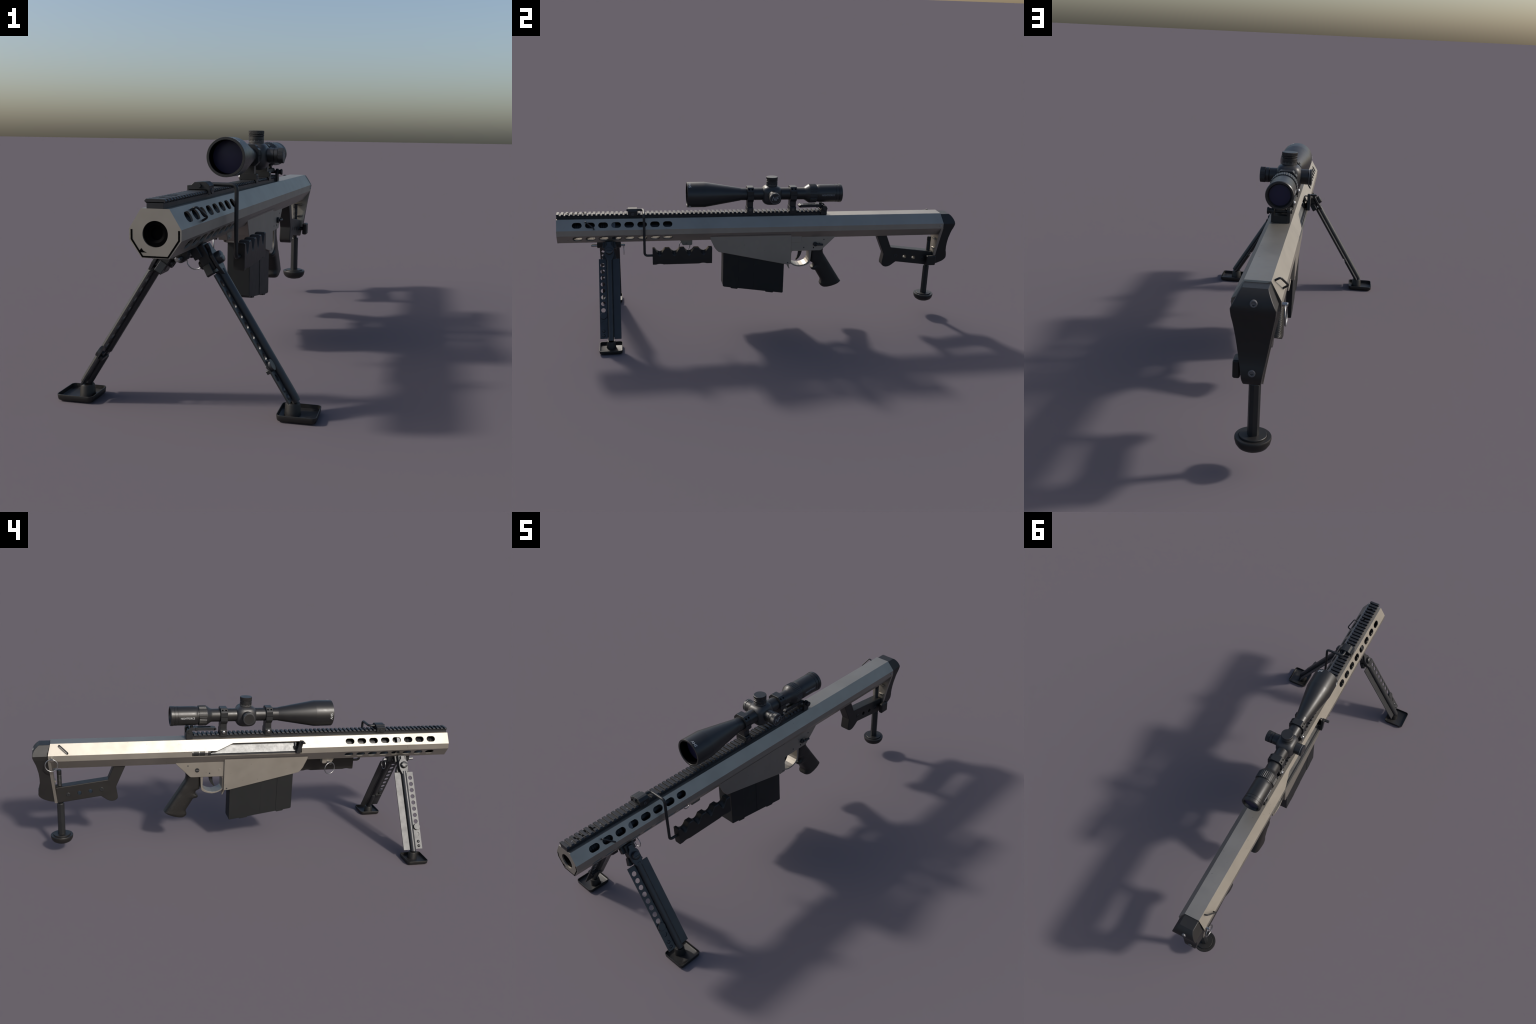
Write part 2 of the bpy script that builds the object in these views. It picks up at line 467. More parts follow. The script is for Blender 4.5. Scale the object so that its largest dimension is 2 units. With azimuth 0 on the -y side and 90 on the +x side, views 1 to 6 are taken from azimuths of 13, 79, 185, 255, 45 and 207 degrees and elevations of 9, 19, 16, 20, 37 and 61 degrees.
# ------------------------------------------------------------------ pistol grip (loft of rounded sections)
front = [(0.2480, 0.3725), (0.2462, 0.3400), (0.2455, 0.3040), (0.2550, 0.3000), (0.2635, 0.2945), (0.2660, 0.2850), (0.2625, 0.2770), (0.2540, 0.2705), (0.2530, 0.2645), (0.2580, 0.2595), (0.2740, 0.2575), (0.2790, 0.2510), (0.2900, 0.2330), (0.3020, 0.2135), (0.3105, 0.1985), (0.3095, 0.1900), (0.3060, 0.1800), (0.3080, 0.1715), (0.3150, 0.1660)]
rear = [(0.3135, 0.3860), (0.3110, 0.3620), (0.3135, 0.3500), (0.3175, 0.3430), (0.4075, 0.2040), (0.4155, 0.1935)]
def along(path, t):
    L = [0.0]
    for a, b in zip(path, path[1:]):
        L.append(L[-1] + math.dist(a, b))
    d = t * L[-1]
    for i in range(len(path) - 1):
        if d <= L[i + 1] + 1e-9:
            k = (d - L[i]) / (L[i + 1] - L[i])
            return (path[i][0] + (path[i + 1][0] - path[i][0]) * k, path[i][1] + (path[i + 1][1] - path[i][1]) * k)
    return path[-1]
bm = bmesh.new()
rings = []
NS, NR = 64, 40
for i in range(NS + 1):
    t = i / NS
    F, R = along(front, t), along(rear, t)
    w = interp([(0, 0.0305), (0.25, 0.0295), (0.6, 0.0300), (1.0, 0.0315)], t)
    ringv = []
    for k in range(NR):
        a = 2 * PI * k / NR
        c, s = math.cos(a), math.sin(a)
        e = 0.55
        u = 0.5 + 0.5 * math.copysign(abs(c) ** e, c)
        v = math.copysign(abs(s) ** 0.5, s) * w
        ringv.append(bm.verts.new((v, F[0] + (R[0] - F[0]) * u, F[1] + (R[1] - F[1]) * u)))
    rings.append(ringv)
# rounded base
F, R = along(front, 1), along(rear, 1)
ringv = []
for k in range(NR):
    a = 2 * PI * k / NR
    c, s = math.cos(a), math.sin(a)
    u = 0.5 + 0.47 * math.copysign(abs(c) ** 0.55, c)
    ringv.append(bm.verts.new((math.copysign(abs(s) ** 0.5, s) * 0.0290, F[0] + (R[0] - F[0]) * u, F[1] + (R[1] - F[1]) * u - 0.0070 * math.sin(PI * u) - 0.0018)))
rings.append(ringv)
for A, B in zip(rings, rings[1:]):
    for k in range(NR):
        j = (k + 1) % NR
        bm.faces.new((A[k], A[j], B[j], B[k]))
bm.faces.new(rings[0])
bm.faces.new(rings[-1])
grip = link(mesh_of(bm), "pistol_grip", GRIPMAT, None, 50)

# ------------------------------------------------------------------ buttstock
SH = 0.0238
stock_prof = [(0.5915, 0.4400), (0.6450, 0.4400), (0.6735, 0.3712), (0.9060, 0.3415), (0.9060, 0.2660), (0.7065, 0.2922), (0.6800, 0.2725), (0.6680, 0.2665), (0.6560, 0.2645), (0.6450, 0.2665), (0.6370, 0.2710), (0.6305, 0.2780), (0.6300, 0.2885), (0.6368, 0.3360)]
stock = prism("buttstock", stock_prof, "x", -SH, SH, POLY, None, 0.0034, 4)
bm = bmesh.new()
for y, z in ((0.7529, 0.3190), (0.8026, 0.3125)):
    bm_lathe(bm, (-0.05, y, z), (1, 0, 0), [(0, 0.0100), (0.1, 0.0100)], 28)
cut(stock, bm)
for sx in (1, -1):
    for y, z in ((0.7031, 0.3252), (0.8523, 0.3064)):
        lathe("stock_bolt", (sx * (SH - 0.004), y, z), (sx, 0, 0), [(0, 0.0095), (0.0048, 0.0095), (0.0060, 0.0080), (0.0060, 0.0040), (0.0042, 0.0034), (0.0042, 0)], BLACK, stock, 20)
# back plate and pad
wtab = [(0.262, 0.0200), (0.279, 0.0216), (0.300, 0.0245), (0.318, 0.0274), (0.363, 0.0355), (0.411, 0.0430), (0.4516, 0.0495), (0.4825, 0.0552), (0.5035, 0.0572), (0.5500, 0.0335)]
rtab = [(0.2735, 0.9200), (0.2775, 0.9380), (0.2880, 0.9620), (0.2945, 0.9715), (0.3040, 0.9800), (0.3120, 0.9828), (0.3220, 0.9822), (0.3350, 0.9800), (0.3500, 0.9757), (0.3700, 0.9735), (0.3950, 0.9738), (0.4220, 0.9765), (0.4500, 0.9828), (0.4650, 0.9872), (0.4800, 0.9935), (0.4950, 0.9990), (0.5035, 1.0000), (0.5130, 0.9990), (0.5250, 0.9938), (0.5356, 0.9860), (0.5430, 0.9790), (0.5500, 0.9690)]
def plate_y(z):
    return interp([(0.262, 0.9125), (0.507, 0.9375), (0.5545, 0.9215)], z)
def wall(name, levels, yf, yr, wf, mat, parent):
    bm = bmesh.new()
    L = []
    for z in levels:
        w = wf(z)
        a, b = yf(z), yr(z)
        L.append([bm.verts.new(p) for p in ((-w, a, z), (w, a, z), (w, b, z), (-w, b, z))])
    for A, B in zip(L, L[1:]):
        for k in range(4):
            j = (k + 1) % 4
            bm.faces.new((A[k], A[j], B[j], B[k]))
    bm.faces.new(L[0])
    bm.faces.new(L[-1])
    return link(mesh_of(bm), name, mat, parent, 24)
levels = sorted(set([z for z, _ in rtab] + [z for z, _ in wtab if z > 0.2756] + [0.309, 0.342, 0.36, 0.38, 0.41, 0.435]))
pad = wall("butt_pad", levels, lambda z: plate_y(z) - 0.001, lambda z: interp(rtab, z), lambda z: interp(wtab, z), RUBBER, stock)
add_bevel(pad, 0.0016, 2, 40)
wall("back_plate", [0.268, 0.30, 0.35, 0.40, 0.45, 0.4812], lambda z: plate_y(z) - 0.0125, lambda z: plate_y(z) - 0.0002,
     lambda z: interp([(0.268, 0.0245), (0.318, 0.0315), (0.411, 0.0475), (0.4812, 0.0632)], z), SILVER, stock)
for z, y in ((0.5190, 0.9975), (0.3275, 0.9815)):
    lathe("pad_screw", (-0.0005, y - 0.006, z), (0, 1, 0), [(0, 0.0096), (0.0068, 0.0096), (0.0078, 0.0086), (0.0078, 0.006), (0.006, 0.0045), (0.006, 0)], SCREW, pad, 24)
# clip bosses on the front of the plate
for z in (0.415, 0.362):
    cyl("plate_boss", (0.006, 0.9085, z), (0.030, 0.9085, z), 0.0045, SILVER, stock, 16)

# monopod
mono = lathe("monopod", (0, 0.8880, 0.0), (0, 0, 1), [(0.098, 0.0165), (0.2560, 0.0165), (0.2585, 0.0150), (0.2585, 0.0105), (0.275, 0.0105)], BLACK, None, 8, 20)
bm = bmesh.new()
pr = [(0.33, 0.0104)]
s = 0.334
while s < 0.40:
    pr += [(s, 0.0104), (s + 0.002, 0.0094), (s + 0.004, 0.0104)]
    s += 0.006
pr += [(0.4170, 0.0104), (0.4190, 0.0088)]
bm_lathe(bm, (0, 0.8890, 0), (0, 0, 1), pr, 24)
link(mesh_of(bm), "monopod_screw", BLACK, mono, 35)
lathe("monopod_foot", (0, 0.8878, 0.005), (0, 0, 1), [(0.0575, 0.0), (0.0578, 0.018), (0.0610, 0.0310), (0.0680, 0.0420), (0.0770, 0.0480), (0.0880, 0.0507), (0.0945, 0.0507), (0.0965, 0.0495), (0.0965, 0.0400), (0.0955, 0.0395), (0.0955, 0.0385), (0.1000, 0.0380), (0.1010, 0.0370), (0.1010, 0.0)], POLY, mono, 56, 32)
# clamp collar and thumb knob on the right
cyl("clamp_neck", (0.020, 0.8900, 0.303), (0.043, 0.8900, 0.303), 0.0085, BLACK, mono)
kb = prism("clamp_knob", [(0.8645, 0.2770), (0.9140, 0.2770), (0.9140, 0.3290), (0.8645, 0.3290)], "x", 0.0385, 0.0590, POLY, mono, 0.0)
add_bevel(kb, 0.0060, 5)
cyl("stock_end_roll", (0.012, 0.8985, 0.3320), (-0.012, 0.8985, 0.3320), 0.0125, POLY, stock)

# ------------------------------------------------------------------ rail
PITCH, TOOTH = 0.02114, 0.0118
RY0, RY1 = -1.0, 0.286
bm = bmesh.new()
bm_prism(bm, [(-0.0207, ZT), (0.0207, ZT), (0.0207, 0.5668), (0.0222, 0.5685), (0.0222, 0.5702), (-0.0222, 0.5702), (-0.0222, 0.5685), (-0.0207, 0.5668)], "y", RY0, RY1)
y = RY0
while y < RY1 - 0.005:
    bm_prism(bm, [(-0.0222, 0.5672), (-0.0267, 0.5718), (-0.0222, 0.5770), (0.0222, 0.5770), (0.0267, 0.5718), (0.0222, 0.5672)], "y", y, min(y + TOOTH, RY1))
    y += PITCH
rail = link(mesh_of(bm), "sight_rail", RAIL)
add_bevel(rail, 0.0005)
scr = cyl("rail_screw", (0, 0, 0), (0, 0, 0.0012), 0.0024, STEEL, rail, 16)
scr.location = (0.0, RY0 + TOOTH + (PITCH - TOOTH) / 2 + PITCH * 1, 0.5700)
for k in range(1, 10):
    o = scr.copy()
    bpy.context.scene.collection.objects.link(o)
    o.location.y = scr.location.y + PITCH * 6 * k
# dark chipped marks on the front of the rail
marks = [(0.000, -0.949, 0.007, 0.004), (0.012, -0.944, 0.004, 0.004), (-0.004, -0.925, 0.006, 0.003), (0.010, -0.921, 0.003, 0.005), (-0.006, -0.901, 0.006, 0.004), (-0.002, -0.874, 0.012, 0.004), (0.006, -0.866, 0.004, 0.005)]
bm = bmesh.new()
for mx, my, hx, hy in marks:
    bm_prism(bm, [(mx - hx, my - hy), (mx + hx, my - hy * 0.6), (mx + hx * 0.8, my + hy), (mx - hx * 0.7, my + hy * 0.7)], "z", 0.5750, 0.5773)
mk = link(mesh_of(bm), "rail_chips", DARK, rail)
mk["kind"] = "stuff"

# ------------------------------------------------------------------ folded rear sight
sight = box("rear_sight", (-0.0240, 0.2855, ZT), (0.0240, 0.3165, 0.5800), BLACK, None, 0.001)
for sx in (1, -1):
    prism("sight_ear", [(0.2865, 0.556), (0.3160, 0.556), (0.3155, 0.582)] + arc(0.3025, 0.5900, 0.0140, -15, 180, 9) + [(0.2865, 0.585)], "x", sx * 0.0205, sx * 0.0310, BLACK, sight, 0.001)
cyl("sight_hinge", (-0.036, 0.3025, 0.5915), (0.034, 0.3025, 0.5915), 0.0062, BLACK, sight)
lathe("sight_knob", (0.030, 0.3025, 0.5915), (1, 0, 0), [(0, 0.0085), (0.009, 0.0085), (0.0095, 0.0115), (0.0150, 0.0115), (0.0160, 0.0100), (0.0160, 0)], BLACK, sight, 24)
leaf = prism("sight_leaf", [(0.1790, 0.5910), (0.2900, 0.5925), (0.3000, 0.5960), (0.3000, 0.6030), (0.2900, 0.6060), (0.1840, 0.6050), (0.1770, 0.6010)], "x", -0.0165, 0.0165, RAIL, sight, 0.0012)
box("leaf_slot", (-0.0050, 0.1990, 0.6045), (0.0050, 0.2600, 0.6062), DARK, leaf)
box("leaf_slide", (-0.0185, 0.2620, 0.5905), (0.0185, 0.2730, 0.6075), BLACK, leaf, 0.001)
cyl("leaf_aperture", (0, 0.2880, 0.6030), (0, 0.2880, 0.6135), 0.0075, BLACK, leaf, 20, 0.001)
cyl("leaf_tip", (-0.0165, 0.1790, 0.5975), (0.0165, 0.1790, 0.5975), 0.0055, RAIL, leaf, 16)

# ------------------------------------------------------------------ telescopic sight
SZ = 0.6605
scope = lathe("scope", (0, 0, SZ), (0, 1, 0), [
    (-0.338, 0.0), (-0.338, 0.0535), (-0.3825, 0.0530), (-0.3835, 0.0535), (-0.3835, 0.0606), (-0.3828, 0.0613), (-0.2985, 0.0615), (-0.2965, 0.0612),
    (-0.1240, 0.0322), (-0.1220, 0.0314), (-0.1180, 0.0304), (0.1960, 0.0303), (0.2030, 0.0325), (0.2140, 0.0405), (0.2215, 0.0452),
    (0.2225, 0.0455), (0.2595, 0.0455), (0.2605, 0.0415), (0.2640, 0.0415), (0.2660, 0.0425), (0.2780, 0.0442), (0.3555, 0.0442), (0.3560, 0.0432), (0.3575, 0.0432), (0.3580, 0.0446),
    (0.3700, 0.0450), (0.3705, 0.0438), (0.3735, 0.0438), (0.3740, 0.0458), (0.3860, 0.0462), (0.3895, 0.0440), (0.3895, 0.0385), (0.3780, 0.0345), (0.3780, 0.0)], SCOPE, None, 72, 24)
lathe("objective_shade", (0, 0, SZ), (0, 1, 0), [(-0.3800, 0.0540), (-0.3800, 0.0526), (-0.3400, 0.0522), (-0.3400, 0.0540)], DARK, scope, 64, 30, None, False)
lathe("objective_lens", (0, -0.3440, SZ), (0, 1, 0), [(-0.0040, 0.0), (-0.0034, 0.015), (-0.0018, 0.033), (0.0004, 0.0515), (0.0010, 0.0)], LENS, scope, 56, 60)
lathe("ocular_lens", (0, 0.3800, SZ), (0, 1, 0), [(-0.003, 0.0), (-0.003, 0.0340), (-0.0010, 0.0340), (0.0004, 0.020), (0.0010, 0.0)], LENS, scope, 48, 60)
lathe("zoom_ring", (0, 0, SZ), (0, 1, 0), [(0.2235, 0.0452), (0.2245, 0.0468), (0.2575, 0.0468), (0.2590, 0.0452)], SCOPE, scope, 144, 25,
      rad=lambda i, n, r: r if i % 4 < 2 else r - 0.0016)
# saddle housing: rounded block
bm = bmesh.new()
NU, NV = 40, 28
def sgnpow(v, e):
    return math.copysign(abs(v) ** e, v)
rows = []
E = 0.62
for j in range(NV + 1):
    ph = -PI / 2 + PI * j / NV
    row = []
    for i in range(NU):
        th = 2 * PI * i / NU
        x = 0.0462 * sgnpow(math.cos(ph), E) * sgnpow(math.cos(th), E)
        yy = 0.0495 * sgnpow(math.cos(ph), E) * sgnpow(math.sin(th), E)
        zz = 0.0485 * sgnpow(math.sin(ph), E)
        row.append(bm.verts.new((x, 0.035 + yy, SZ - 0.0045 + zz)))
    rows.append(row)
for A, B in zip(rows, rows[1:]):
    for i in range(NU):
        bm.faces.new((A[i], A[(i + 1) % NU], B[(i + 1) % NU], B[i]))
bmesh.ops.remove_doubles(bm, verts=bm.verts, dist=1e-5)
housing = link(mesh_of(bm), "turret_housing", HOUSING, scope, 60)
knurl = lambda i, n, r: r if i % 2 else r - 0.0009
def turret(name, o, d, parts, mat=SCOPE, seg=80):
    """stack of plain and knurled bands: (s0, s1, r, knurled)"""
    bm = bmesh.new()
    for s0, s1, r, kn in parts:
        bm_lathe(bm, o, d, [(s0, r - 0.0008), (s0 + 0.0008, r), (s1 - 0.0012, r), (s1, r - 0.0014)], seg, knurl if kn else None)
    return link(mesh_of(bm), name, mat, housing, 30)
turret("elevation_turret", (0, 0.0352, SZ), (0, 0, 1), [(0.030, 0.0555, 0.0275, False), (0.0545, 0.0650, 0.0275, False), (0.0645, 0.0672, 0.0268, False), (0.0668, 0.0728, 0.0277, True), (0.0725, 0.0742, 0.0266, False), (0.0738, 0.0862, 0.0279, True)])
turret("windage_turret", (0, 0.0352, SZ), (1, 0, 0), [(0.038, 0.0685, 0.0262, False), (0.0680, 0.0702, 0.0256, False), (0.0698, 0.0822, 0.0268, False), (0.0818, 0.0834, 0.0260, False), (0.0830, 0.1020, 0.0274, True)])
turret("parallax_turret", (0, 0.0352, SZ), (-1, 0, 0), [(0.038, 0.0715, 0.0268, False), (0.0715, 0.0728, 0.0255, False), (0.0728, 0.0830, 0.0278, False)])
lathe("parallax_line", (0, 0.0352, SZ), (-1, 0, 0), [(0.0733, 0.0276), (0.0733, 0.02795), (0.0740, 0.02795), (0.0740, 0.0276)], WHITE, housing, 64)
lathe("parallax_cap_edge", (0, 0.0352, SZ), (-1, 0, 0), [(0.0820, 0.0268), (0.0828, 0.0272), (0.0833, 0.0252), (0.0833, 0.0230), (0.0826, 0.0226)], GUNMETAL, housing, 64)
# graduation ticks
bm = bmesh.new()
for i in range(60):
    a = 2 * PI * i / 60
    h = 0.0085 if i % 5 == 0 else 0.0040
    c, s_ = math.cos(a), math.sin(a)
    for sgn in (1,):
        vs = []
        for dz in (0.0448, 0.0448 + h):
            for da in (-0.00035, 0.00035):
                for rr in (0.0262, 0.02765):
                    vs.append(bm.verts.new((c * rr - s_ * da, 0.0352 + s_ * rr + c * da, SZ + dz)))
        for f in ((0, 1, 3, 2), (4, 6, 7, 5), (0, 4, 5, 1), (2, 3, 7, 6), (0, 2, 6, 4), (1, 5, 7, 3)):
            bm.faces.new([vs[k] for k in f])
tk = link(mesh_of(bm), "tick_marks", TICK, housing)
tk["kind"] = "stuff"

# lettering
def text_bm(body, size):
    cu = bpy.data.curves.new("t", "FONT")
    cu.body = body
    cu.size = size
    cu.align_x = "CENTER"
    cu.align_y = "CENTER"
    cu.resolution_u = 4
    o = bpy.data.objects.new("t", cu)
    bpy.context.scene.collection.objects.link(o)
    dg = bpy.context.evaluated_depsgraph_get()
    me = bpy.data.meshes.new_from_object(o.evaluated_get(dg))
    bpy.data.objects.remove(o)
    b = bmesh.new()
    b.from_mesh(me)
    bpy.data.meshes.remove(me)
    bmesh.ops.triangulate(b, faces=b.faces)
    bmesh.ops.subdivide_edges(b, edges=[e for e in b.edges if e.calc_length() > size * 0.3], cuts=2)
    ext = bmesh.ops.extrude_face_region(b, geom=b.faces[:])
    for v in ext["geom"]:
        if isinstance(v, bmesh.types.BMVert):
            v.co.z += 0.0004
    return b
def lettering(body, size, place, mat, parent, sx=1.0):
    b = text_bm(body, size)
    for v in b.verts:
        v.co = place(v.co.x * sx, v.co.y, v.co.z)
    return link(mesh_of(b), "lettering", mat, parent)
R1 = 0.0443
lettering("NIGHTFORCE", 0.0125, lambda s, t, h: Vector(((R1 + h) * math.cos(t / R1), 0.3145 + s, SZ - 0.0005 + (R1 + h) * math.sin(t / R1))), GREY, scope, 0.84)
lettering("NIGHTFORCE", 0.0125, lambda s, t, h: Vector((-(R1 + h) * math.cos(t / R1), 0.3125 - s, SZ - 0.0015 + (R1 + h) * math.sin(t / R1))), WHITE, scope, 0.84)
R2 = 0.0615
for k in range(3):
    th0 = math.radians(61 + 120 * k)
    lettering("SHV", 0.0172, lambda s, t, h, th0=th0: Vector(((R2 + h) * math.cos(th0 + s / R2), -0.3705 - t, SZ + (R2 + h) * math.sin(th0 + s / R2))), WHITE, scope, 1.0)
lettering("NF", 0.030, lambda s, t, h: Vector((0.1021 + h * 0.8, 0.0352 + s + t * 0.25, SZ + t)), GREY, housing, 0.85)
lathe("cap_circle", (0.1018, 0.0352, SZ), (1, 0, 0), [(0, 0.0238), (0, 0.0245), (0.0006, 0.0245), (0.0006, 0.0238), (0, 0.0238)], GREY, housing, 64)

# scope mounts
def scope_ring(cy, hw):
    y0, y1 = cy - hw, cy + hw
    oct_o = [(-0.0370, SZ - 0.021), (-0.0370, SZ + 0.0205), (-0.0215, SZ + 0.0380), (0.0215, SZ + 0.0380), (0.0370, SZ + 0.0205), (0.0370, SZ - 0.021), (0.0255, SZ - 0.0345), (-0.0255, SZ - 0.0345)]
    r = prism("scope_ring", oct_o, "y", y0, y1, BLACK, None, 0.0008)
    for sx in (1, -1):
        box("ring_split", (min(sx * 0.0366, sx * 0.0374), y0 - 0.0002, SZ - 0.0012), (max(sx * 0.0366, sx * 0.0374), y1 + 0.0002, SZ + 0.0002), DARK, r)
        for dy in (-0.0078, 0.0078):
            p = Vector((sx * 0.0293, cy + dy, SZ + 0.0293))
            n = Vector((sx * 0.0175, 0, 0.0155)).normalized()
            cyl("ring_screw", p - n * 0.002, p + n * 0.0004, 0.0040, DARK, r, 16)
    box("ring_base", (-0.0210, y0 + 0.001, 0.5765), (0.0215, y1 - 0.001, SZ - 0.030), BLACK, r, 0.0008)
    prism("ring_clamp", [(-0.0300, 0.5655), (-0.0300, 0.5955), (-0.0260, 0.5985), (0.0275, 0.5985), (0.0305, 0.5955), (0.0305, 0.5655), (0.0262, 0.5655), (0.0285, 0.5715), (0.0240, 0.5785), (-0.0240, 0.5785), (-0.0285, 0.5715), (-0.0258, 0.5655)], "y", y0 + 0.0005, y1 - 0.0005, BLACK, r, 0.0006)
    lathe("clamp_bolt", (-0.0295, cy, 0.5858), (-1, 0, 0), [(0, 0.0092), (0.0030, 0.0090), (0.0055, 0.0070), (0.0068, 0.0035), (0.0070, 0)], STEEL, r, 24, 60)
    lathe("clamp_nut", (0.0300, cy, 0.5858), (1, 0, 0), [(0, 0.0070), (0.0022, 0.0070), (0.0022, 0)], GUNMETAL, r, 6, 20)
scope_ring(-0.0735, 0.0155)
scope_ring(0.1415, 0.0162)

# ------------------------------------------------------------------ carry handle
clamp = prism("carry_handle", [(-0.0315, 0.5650), (-0.0315, 0.5895), (-0.0200, 0.5910), (-0.0115, 0.5985), (0.0115, 0.6005), (0.0215, 0.5995), (0.0315, 0.5900), (0.0315, 0.5650), (0.0270, 0.5650), (0.0285, 0.5715), (0.0240, 0.5782), (-0.0240, 0.5782), (-0.0285, 0.5715), (-0.0270, 0.5650)], "y", -0.6662, -0.6216, BLACK, None, 0.0010)
for sx in (1, -1):
    lathe("clamp_screw", (sx * 0.0310, -0.6440, 0.5745), (sx, 0, 0), [(0, 0.0080), (0.0022, 0.0080), (0.0030, 0.0070), (0.0030, 0.0035), (0.0020, 0.003), (0.0020, 0)], GUNMETAL if sx > 0 else BLACK, clamp, 24)
HX = 0.0890
wire = [(0.003, -0.6730, 0.5895), (0.003, -0.5925, 0.5895), (HX, -0.5925, 0.5895), (HX, -0.5925, 0.3845), (HX, -0.5500, 0.3845)]
rod("handle_wire", fillet(wire, 0.016), 0.0060, BLACK, clamp)
# finger-grooved hand grip: one long bar, its top a height field
GX0, GX1, GY0, GY1 = 0.0725, 0.1055, -0.5545, -0.2685
def groove(y):
    """distance from the middle of the nearest of the four finger grooves"""
    k = min(3, max(0, round((y + 0.5208) / 0.0702)))
    return abs(y + 0.5208 - k * 0.0702)
def grip_top(x, y):
    u = (x - GX0) / (GX1 - GX0)
    f = groove(y)
    depth = 0.0185 * max(0.0, 1 - (f / 0.0240) ** 2)
    depth += 0.0165 * max(0.0, (u - 0.30) / 0.70) ** 1.2 * max(0.0, 1 - (f / 0.0175) ** 1.4)
    edge = min(x - GX0, GX1 - x)
    rnd = 0.0030 * max(0.0, 1 - edge / 0.004) ** 2
    return 0.4218 - rnd - depth
def grip_bot(y):
    z = 0.3415
    for c in (-0.5205, -0.3125):
        z += 0.0032 * max(0.0, 1 - ((y - c) / 0.018) ** 2)
    return z
bm = bmesh.new()
NY, NX = 150, 12
cols = []
for i in range(NY + 1):
    y = GY0 + (GY1 - GY0) * i / NY
    xs = [GX0 + (GX1 - GX0) * (0.5 - 0.5 * math.cos(PI * k / NX)) for k in range(NX + 1)]
    loop = [bm.verts.new((x, y, grip_top(x, y))) for x in xs]
    zb = grip_bot(y)
    loop += [bm.verts.new((GX1, y, zb + 0.012)), bm.verts.new((GX1 - 0.001, y, zb + 0.002)), bm.verts.new((GX1 - 0.003, y, zb)), bm.verts.new((GX0 + 0.003, y, zb)), bm.verts.new((GX0 + 0.001, y, zb + 0.002)), bm.verts.new((GX0, y, zb + 0.012))]
    cols.append(loop)
for A, B in zip(cols, cols[1:]):
    for k in range(len(A)):
        j = (k + 1) % len(A)
        bm.faces.new((A[k], A[j], B[j], B[k]))
bm.faces.new(cols[0])
bm.faces.new(cols[-1])
link(mesh_of(bm), "hand_grip", POLY, clamp, 15)

# ------------------------------------------------------------------ sling loops, pull rings
def sling_loop(sx, ya, za, yb, zb, out):
    n = Vector((sx * (ZT - ZU), 0, WM - WT)).normalized()
    fx = lambda z: sx * (WT + (ZT - z) * (WM - WT) / (ZT - ZU))
    a, b = Vector((fx(za), ya, za)), Vector((fx(zb), yb, zb))
    return rod("sling_loop", fillet([a - n * 0.003, a + n * out, b + n * out, b - n * 0.003], 0.008), 0.0030, BLACK)
sling_loop(1, -0.8665, 0.5415, -0.8265, 0.5120, 0.0175)
sling_loop(-1, 0.8840, 0.5455, 0.8475, 0.5140, 0.0165)
pin = cyl("takedown_pin", (-0.058, 0.9175, 0.4950), (-0.0790, 0.9175, 0.4950), 0.0058, STEEL, None, 20, 0.0008)
ring("pull_ring", (-0.0745, 0.9190, 0.4672), 0.0270, 0.0024, (0, 1, 0), (0.05, 0, 1), STEEL, pin)
cyl("pin_head", (0.060, 0.9175, 0.4945), (0.0665, 0.9175, 0.4945), 0.0050, STEEL, pin, 18, 0.001)
lug = prism("front_lug", [(-0.4170, 0.4400), (-0.4160, 0.4300), (-0.4045, 0.4078), (-0.3620, 0.4078), (-0.3575, 0.4110), (-0.3570, 0.4400)], "x", -0.0150, 0.0150, SILVER, None, 0.0012)
lp = cyl("lug_pin", (-0.0240, -0.3870, 0.4170), (0.0165, -0.3870, 0.4170), 0.0052, STEEL, lug, 18, 0.0008)
ring("pull_ring", (-0.0345, -0.3915, 0.3895), 0.0285, 0.0022, (-0.28, 0.96, 0), (0, 0, 1), STEEL, lug)
cyl("ring_knob", (-0.0225, -0.3940, 0.4130), (-0.0360, -0.3940, 0.4130), 0.0066, GUNMETAL, lug, 18, 0.001)

# ------------------------------------------------------------------ bipod
bipod = box("bipod", (-0.0200, -0.8165, 0.4240), (0.0200, -0.7035, 0.4402), BLACK, None, 0.001)
for y0, y1 in ((-0.8170, -0.7920), (-0.7265, -0.7038)):
    prism("hinge_lug", [(-0.0190, 0.4300), (-0.0165, 0.4090)] + arc(0, 0.4120, 0.0125, 200, 340, 8) + [(0.0165, 0.4090), (0.0190, 0.4300)], "y", y0, y1, BLACK, bipod, 0.0008)
lathe("hinge_pin", (0, -0.8455, 0.4128), (0, 1, 0), [(0, 0.0050), (0.002, 0.0068), (0.160, 0.0068), (0.1615, 0.0055)], STEEL, bipod, 20)
ring("pull_ring", (0, -0.6900, 0.3865), 0.0235, 0.0015, (1, 0, 0), (0, 0, 1), STEEL, bipod)

